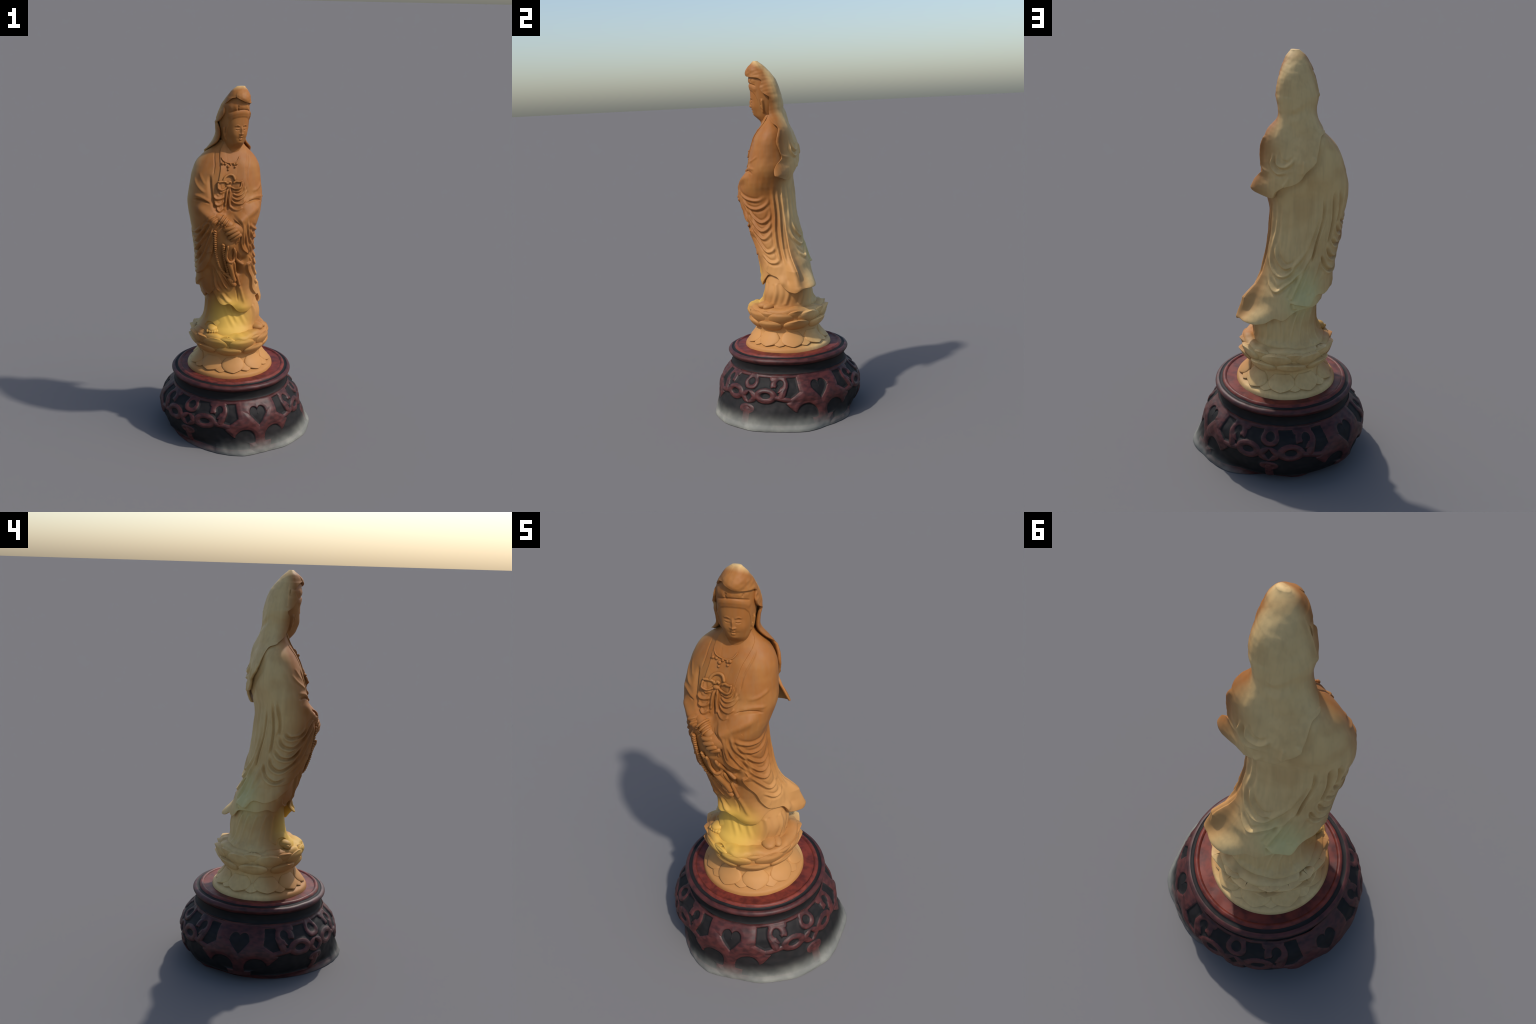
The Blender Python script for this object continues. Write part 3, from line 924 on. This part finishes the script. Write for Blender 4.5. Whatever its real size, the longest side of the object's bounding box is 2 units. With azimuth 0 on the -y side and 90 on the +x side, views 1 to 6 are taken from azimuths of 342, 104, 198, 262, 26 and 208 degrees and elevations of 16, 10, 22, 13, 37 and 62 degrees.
def build_hands():
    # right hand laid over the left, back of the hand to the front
    palm = ellipsoid((-.080, -.224, 1.250), (.056, .038, .042), rot=.15, nu=40, nv=28, tilt=-.25)
    k = [(-.104, -.250, 1.266), (-.094, -.257, 1.250), (-.082, -.258, 1.234), (-.070, -.252, 1.219)]
    grids = [palm]
    for (x, y, z), dx, dz in zip(k, (-.040, -.040, -.038, -.034), (-.014, -.022, -.028, -.030)):
        grids.append(finger([(x + .02, y + .006, z + .006), (x, y, z), (x + dx*.6, y + .004, z + dz*.5), (x + dx, y + .022, z + dz)], .0125))
    wrist = tube(spline([(-.190, -.165, 1.322), (-.160, -.192, 1.302), (-.128, -.210, 1.282), (-.095, -.222, 1.262)], 16),
                 np.linspace(.030, .030, 16), 24)
    grids.append(wrist)
    grids = [g + np.array([0, .010, 0]) for g in grids]
    joined('hand', grids, BOX, STATUE)
    # cuffs gathered at the right wrist
    for t, r in ((0, .033), (1, .031), (2, .029)):
        c = np.array([-.152, -.195, 1.298]) + t*np.array([.014, -.006, -.011])
        d = np.array([.77, -.33, -.55]); d /= np.linalg.norm(d)
        a = np.cross(d, (0, 0, 1)); a /= np.linalg.norm(a); b = np.cross(d, a)
        th = np.linspace(0, 2*np.pi, 30, endpoint=False)
        ring = c + r*(np.cos(th)[:, None]*a + np.sin(th)[:, None]*b)
        ring = np.vstack([ring, ring[:1]])
        joined('cuff', [tube(ring, .0055, 10)], BOX, STATUE)
    # left hand below, fingers hanging
    grids = [ellipsoid((-.070, -.205, 1.222), (.036, .028, .030), nu=32, nv=20)]
    for x, z in ((-.094, 1.176), (-.083, 1.166), (-.072, 1.166), (-.061, 1.176)):
        grids.append(finger([(x + .008, -.212, 1.225), (x + .004, -.226, 1.205), (x, -.222, z)], .0095))
    grids.append(tube(spline([(.020, -.180, 1.302), (-.005, -.195, 1.285), (-.030, -.205, 1.262), (-.060, -.208, 1.235)], 16),
                      np.linspace(.030, .026, 16), 24))
    grids = [g + np.array([0, .008, 0]) for g in grids]
    joined('hand', grids, BOX, STATUE)


build_hands()


# ------------------------------------------------------------------ bow, necklace, beads, ribbons
def ribbon(name, pts, r, lift=.004, n=36):
    p = on_gown(pts, lift, n)
    w = np.full(n, r); w[:2] *= (.5, .8); w[-2:] *= (.8, .5)
    return tube(p, w, 12)


def build_ornaments():
    joined('bow', [
        ribbon('b', [(338, 1.500), (342, 1.524), (352, 1.536), (2, 1.530), (7, 1.506)], .0065, .006),
        ribbon('b', [(327, 1.500), (334, 1.503), (343, 1.500), (348, 1.488)], .0055, .006),
        ribbon('b', [(329, 1.496), (330, 1.470), (336, 1.458), (346, 1.470)], .005, .005),
        ribbon('b', [(2, 1.492), (8, 1.500), (16, 1.499), (22, 1.502)], .0055, .006),
        ribbon('b', [(21, 1.498), (18, 1.470), (8, 1.462), (356, 1.472)], .005, .005),
        ribbon('b', [(344, 1.502), (348, 1.492), (352, 1.500), (358, 1.494)], .006, .006),
        ellipsoid(on_gown([(351, 1.474)], .004)[0], (.017, .010, .010)),
        ribbon('b', [(352, 1.470), (348, 1.452), (346, 1.42), (344, 1.37)], .006, .002),
        ribbon('b', [(353, 1.470), (355, 1.44), (354, 1.40), (358, 1.36)], .006, .002)], BOX, STATUE)
    neck = [ribbon('n', [(328, 1.625), (336, 1.607), (349, 1.596), (4, 1.594), (16, 1.603), (26, 1.625)], .0035, .002)]
    for a, z, r in ((334, 1.594, .008), (341, 1.592, .007), (349, 1.578, .0085), (349, 1.562, .006), (355, 1.588, .006),
                    (6, 1.588, .007), (12, 1.590, .008), (8, 1.574, .006)):
        neck.append(ellipsoid(on_gown([(a, z)], .003)[0], (r, r*.8, r), nu=16, nv=12))
    joined('necklace', neck, BOX, STATUE)
    # prayer beads
    for path, m in (([(328, 1.245), (327, 1.20), (328, 1.13), (331, 1.06), (335, 1.02), (341, .99)], 22),
                    ([(343, 1.17), (343, 1.12), (345, 1.06), (348, 1.02), (350, .985)], 16)):
        p = on_gown(path, .010, m)
        first = None
        t = np.gradient(p, axis=0)
        for i in range(m):
            P = ellipsoid((0, 0, 0), (.0105, .0085, .0062), nu=14, nv=10, tilt=0)
            c, s = math.cos(.5), math.sin(.5)
            P = P @ np.array([[c, 0, -s], [0, 1, 0], [s, 0, c]]) + p[i]
            joined('prayer_bead', [P], BOX, STATUE)
    # ragged ribbon carving below the hands
    joined('sash_ribbon', [
        ribbon('r', [(352, 1.165), (349, 1.13), (348, 1.09), (354, 1.062), (3, 1.068), (6, 1.11), (4, 1.15)], .008, .008),
        ribbon('r', [(6, 1.13), (10, 1.085), (18, 1.055), (27, 1.035)], .009, .008),
        ribbon('r', [(352, 1.06), (356, 1.02), (0, .97), (4, .93)], .013, .006),
        ribbon('r', [(6, 1.055), (8, 1.01), (12, .955), (13, .90)], .008, .003),
        ribbon('r', [(338, .995), (345, .978), (352, .965), (356, .93)], .009, .008),
        ribbon('r', [(350, .960), (356, .925), (3, .905)], .014, .004),
        ellipsoid(on_gown([(346, .985)], .006)[0], (.012, .010, .008)),
        ellipsoid(on_gown([(352, .950)], .008)[0], (.014, .010, .012)),
        ellipsoid(on_gown([(357, .940)], .008)[0], (.012, .010, .014))], BOX, STATUE)


build_ornaments()


# ------------------------------------------------------------------ feet
def build_feet():
    g = [ellipsoid((-.158, -.070, .640), (.034, .052, .024), rot=-.55, nu=32, nv=20)]
    for k in range(5):
        q = np.array([-.192 + .0118*k, -.089 - .0085*k + .0014*k*k, .632 - .001*k])
        g.append(ellipsoid(q, (.0105 + .0012*k, .024, .0115 + .0006*k), rot=-.55, nu=14, nv=10))
    joined('foot', g, BOX, STATUE)
    g = [ellipsoid((.092, -.070, .628), (.036, .052, .024), rot=.55, nu=32, nv=20),
         ellipsoid((.122, -.048, .624), (.024, .040, .020), rot=.8, nu=24, nv=16)]
    joined('foot', g, BOX, STATUE)


build_feet()

# =================================================================== STAND
STAND = empty('wooden_stand', (-.024, .017, 0.),
              'round dark rosewood stand with heart and scroll fretwork', 'stand')
SC = np.array([-.024, .017])


def rosewood(name, base, streak, rough):
    n = Nodes(name)
    x, y, z = n.xyz()
    g = n.noise(26, 4, (1, 1, 2.5)); big = n.noise(7, 2)
    col = n.mix(n.ramp(g, .35, .7), base, streak)
    col = n.mix(n.math('MULTIPLY', n.ramp(big, .4, .7), .35), col, n.mix(.5, col, (.02, .012, .012)))
    fine = n.noise(160, 3)
    return n, col, fine, rough


def stand_material(name, base, streak, rough, residue=True, spec=.4):
    n, col, fine, rough = rosewood(name, base, streak, rough)
    if residue:
        x, y, z = n.xyz()
        # pale tabletop residue creeping up the lower front and right
        # (it lies wherever the wall stands outside the turned bowl)
        dx = n.math('ADD', x, -SC[0]); dy = n.math('ADD', y, -SC[1])
        rad = n.math('SQRT', n.math('MULTIPLY_ADD', dx, dx, n.math('MULTIPLY', dy, dy)))
        w = n.math('MULTIPLY_ADD', n.noise(7, 3), .03, -.015)
        out = n.math('ADD', n.math('SUBTRACT', rad, n.math('MULTIPLY_ADD', z, .75, .352)), w)
        m = n.math('MULTIPLY', n.ramp(out, -.005, .105), n.ramp(z, .15, .02))
        col = n.mix(m, col, n.mix(n.ramp(n.noise(11, 3), .35, .7), (.15, .152, .135), (.225, .222, .19)))
        rough = n.math('MULTIPLY_ADD', m, .3, rough)
    return n.finish(col, rough, fine, .1, .002, spec)


RED = stand_material('rosewood_red', (.074, .018, .016), (.032, .009, .009), .48, True, .28)
DARK = stand_material('rosewood_black', (.007, .007, .007), (.012, .010, .010), .65, True, .2)
TOPRED = stand_material('rosewood_top', (.165, .028, .017), (.075, .014, .011), .5, False, .25)

BOWL = [(.287, .332), (.279, .333), (.268, .343), (.245, .368), (.215, .392), (.180, .406), (.150, .411), (.120, .409), (.085, .402),
        (.050, .388), (.020, .372), (.0, .360)]
# outline where the scan meets the ground: (x, y)
FOOT = [(.05, -.409), (.18, -.382), (.355, -.249), (.434, -.080), (.434, .05), (.391, .222), (.312, .292), (.20, .365),
        (.107, .388), (-.035, .347), (-.190, .318), (-.28, .216), (-.346, .120), (-.371, -.017), (-.328, -.20), (-.246, -.316), (-.072, -.424)]


def fret(phi, z):
    """Signed 'proudness' of the fretwork in metres: >0 carved wood, <0 cut-away.
    phi: degrees from the nearest scroll centre, -60..60 (hearts at +-60)."""
    k = .0070
    s = phi*k
    a = np.abs(phi)

    def ell(cx, cz, rx, rz):
        x = (a - cx)*k; y = z - cz
        q = np.sqrt((x/(rx*k))**2 + (y/rz)**2)
        return (1 - q)*min(rx*k, rz)

    def seg(x0, z0, x1, z1, w):
        px, py = (a - x0)*k, z - z0; bx, by = (x1 - x0)*k, z1 - z0
        t = np.clip((px*bx + py*by)/(bx*bx + by*by), 0, 1)
        return w - np.hypot(px - t*bx, py - t*by)

    U = np.maximum; N = np.minimum
    # ring
    f = ell(0, .240, 6.8, .034)
    f = U(f, seg(0, .272, 0, .262, .040))
    f = N(f, -ell(0, .243, 3.4, .017))
    # hooks
    h = ell(26, .236, 7.4, .040)
    h = U(h, seg(19, .268, 30, .266, .016))
    h = U(h, seg(31, .23, 28, .175, .018))
    h = N(h, -ell(26.5, .240, 3.2, .017))
    h = N(h, -seg(26, .232, 23, .200, .012))
    h = N(h, -seg(22, .212, 18, .205, .012))
    f = U(f, h)
    # eyes and middle diamond
    e = ell(15, .178, 9.5, .040)
    e = N(e, -ell(15, .179, 4.2, .015))
    d = ell(0, .168, 7.5, .034)
    d = N(d, -(.018 - np.abs(s)*.85 - np.abs(z - .168)*.72))
    f = U(f, U(N(e, -ell(0, .168, 2, .02)), d))
    # linking rails
    f = U(f, seg(24, .170, 40, .150, .013))
    f = U(f, N(ell(0, .105, 6.5, .024), -ell(0, .103, 2.4, .009)))
    f = U(f, seg(0, .10, 0, .03, .020))
    # heart panel
    p = 60 - a
    px = p*k
    wide = np.interp(z, [.0, .06, .10, .14, .165, .20, .24, .27], [8, 9, 22, 28, 25, 17.5, 18.5, 19])*k
    panel = (wide - px)*.8
    lobe = .028 - np.hypot(px - .023, (z - .224)*1.1)
    tipv = np.minimum((.048*(z - .156) - .056*px)/.0738, .218 - z)
    heart = U(lobe, tipv)
    panel = N(panel, -heart)
    arch = N(.058 - np.hypot(px - .085, (z - .082)*1.05), z - .062)
    panel = N(panel, -arch)
    f = U(f, panel)
    # top moulding and foot rim
    f = U(f, z - .266)
    f = U(f, .030 - z)
    return f


def build_bowl():
    cols, rows = 1320, 210
    az1 = np.arange(cols)*360/cols
    k = np.r_[0, np.cumsum(np.hypot(np.diff([p[0] for p in BOWL]), np.diff([p[1] for p in BOWL])))]
    s = np.linspace(0, k[-1], rows)
    zz = hermite(k, [p[0] for p in BOWL], s); rr = hermite(k, [p[1] for p in BOWL], s)
    foot = np.array(FOOT) - SC
    fa = np.degrees(np.arctan2(foot[:, 0], -foot[:, 1])); fr = np.hypot(foot[:, 0], foot[:, 1])
    r0 = around(az1, list(zip(fa, fr)))[None]
    z = zz[:, None] + 0*az1[None]; r = rr[:, None] + 0*az1[None]
    # residue skirt: the wall drops nearly straight to the ground outline
    pale = np.clip((r0 - .382)/.03, 0, 1)
    straight = .411 + (r0 - .411)*np.clip(1 - z/.15, 0, 1)
    r = np.where(z < .15, r*(1 - pale) + np.maximum(r, straight)*pale, r)
    b = smooth(.035, 0., z)
    r = r*(1 - b) + r0*b
    r = r + .008*np.clip(np.cos(np.radians(az1 - 237)), -.15, 1)[None]*smooth(0., .08, z)*smooth(.287, .22, z)
    phi = (az1 - 68 + 60) % 120 - 60
    f = fret(np.broadcast_to(phi, z.shape), z)
    proud = smooth(-.008, .006, f)
    buried = smooth(.055, -.03, z - (.03 + .22*(.80*np.sin(np.radians(az1)) + .45*np.cos(np.radians(az1)))[None]*.4))
    depth = .010*(1 - buried*.9)*smooth(.0, .03, z)
    r = r - (1 - proud)*depth + .004*smooth(0, .022, f)
    a = np.radians(az1)[None]
    P = np.stack([SC[0] + r*np.sin(a), SC[1] - r*np.cos(a), z], -1)
    r2 = r + wobble(P, .15, .0015, 21)
    P = np.stack([SC[0] + r2*np.sin(a), SC[1] - r2*np.cos(a), z], -1)
    fm = (f[:-1] + f[1:])/2; fm = (fm + np.roll(fm, -1, 1))/2
    pm = np.broadcast_to(np.abs(phi), fm.shape); zm = z[:-1]
    cell = np.broadcast_to((np.floor((az1 - 8)/120) % 3), fm.shape)
    hcell = np.broadcast_to((np.floor((az1 - 68)/120) % 3), fm.shape)
    wood = fm > 0
    regions = [('foot_rim', wood & (zm < .03)), ('moulding', wood & (zm > .266))]
    for c in range(3):
        regions.append(('heart_panel', wood & (pm > 36) & (hcell == c)))
    for c in range(3):
        regions.append(('scroll_panel', wood & (pm <= 36) & (cell == c)))
    regions.append(('bowl', np.ones_like(wood)))
    split_grid(P, regions, [RED]*8 + [DARK], STAND)
    # closed underside
    n = cols
    V = P[-1].copy(); V2 = V.copy(); V2[:, :2] = SC + (V[:, :2] - SC)*.6
    Q = np.stack([V, V2], 0); Q[1, :, 2] = .001
    loft('underside', Q, DARK, STAND, cap_bottom=True)


def turned(name, prof, mat, n=36, cols=256, wob=.001):
    a = np.radians(np.arange(cols)*360/cols)[None]
    k = np.r_[0, np.cumsum(np.hypot(np.diff([p[0] for p in prof]), np.diff([p[1] for p in prof])))]
    s = np.linspace(0, k[-1], n)
    z = hermite(k, [p[0] for p in prof], s)[:, None]; r = hermite(k, [p[1] for p in prof], s)[:, None]
    P = np.stack([SC[0] + r*np.sin(a), SC[1] - r*np.cos(a), z + 0*a], -1)
    w = wobble(P, .2, wob, 31)
    P[..., 2] += w
    return loft(name, P, mat, STAND)


build_bowl()
turned('top_plate', [(.378, .02), (.378, .15), (.378, .26), (.378, .292)], TOPRED)
turned('rim_bead', [(.378, .291), (.383, .297), (.384, .303), (.380, .310), (.374, .314)], TOPRED)
turned('rim_groove', [(.374, .3135), (.370, .318), (.369, .326), (.370, .331)], DARK)
turned('rim', [(.370, .3305), (.3690, .337), (.364, .345), (.355, .349), (.346, .345), (.338, .339)], RED)
turned('waist', [(.338, .3395), (.332, .333), (.320, .329), (.300, .328), (.290, .331), (.283, .337)], DARK)
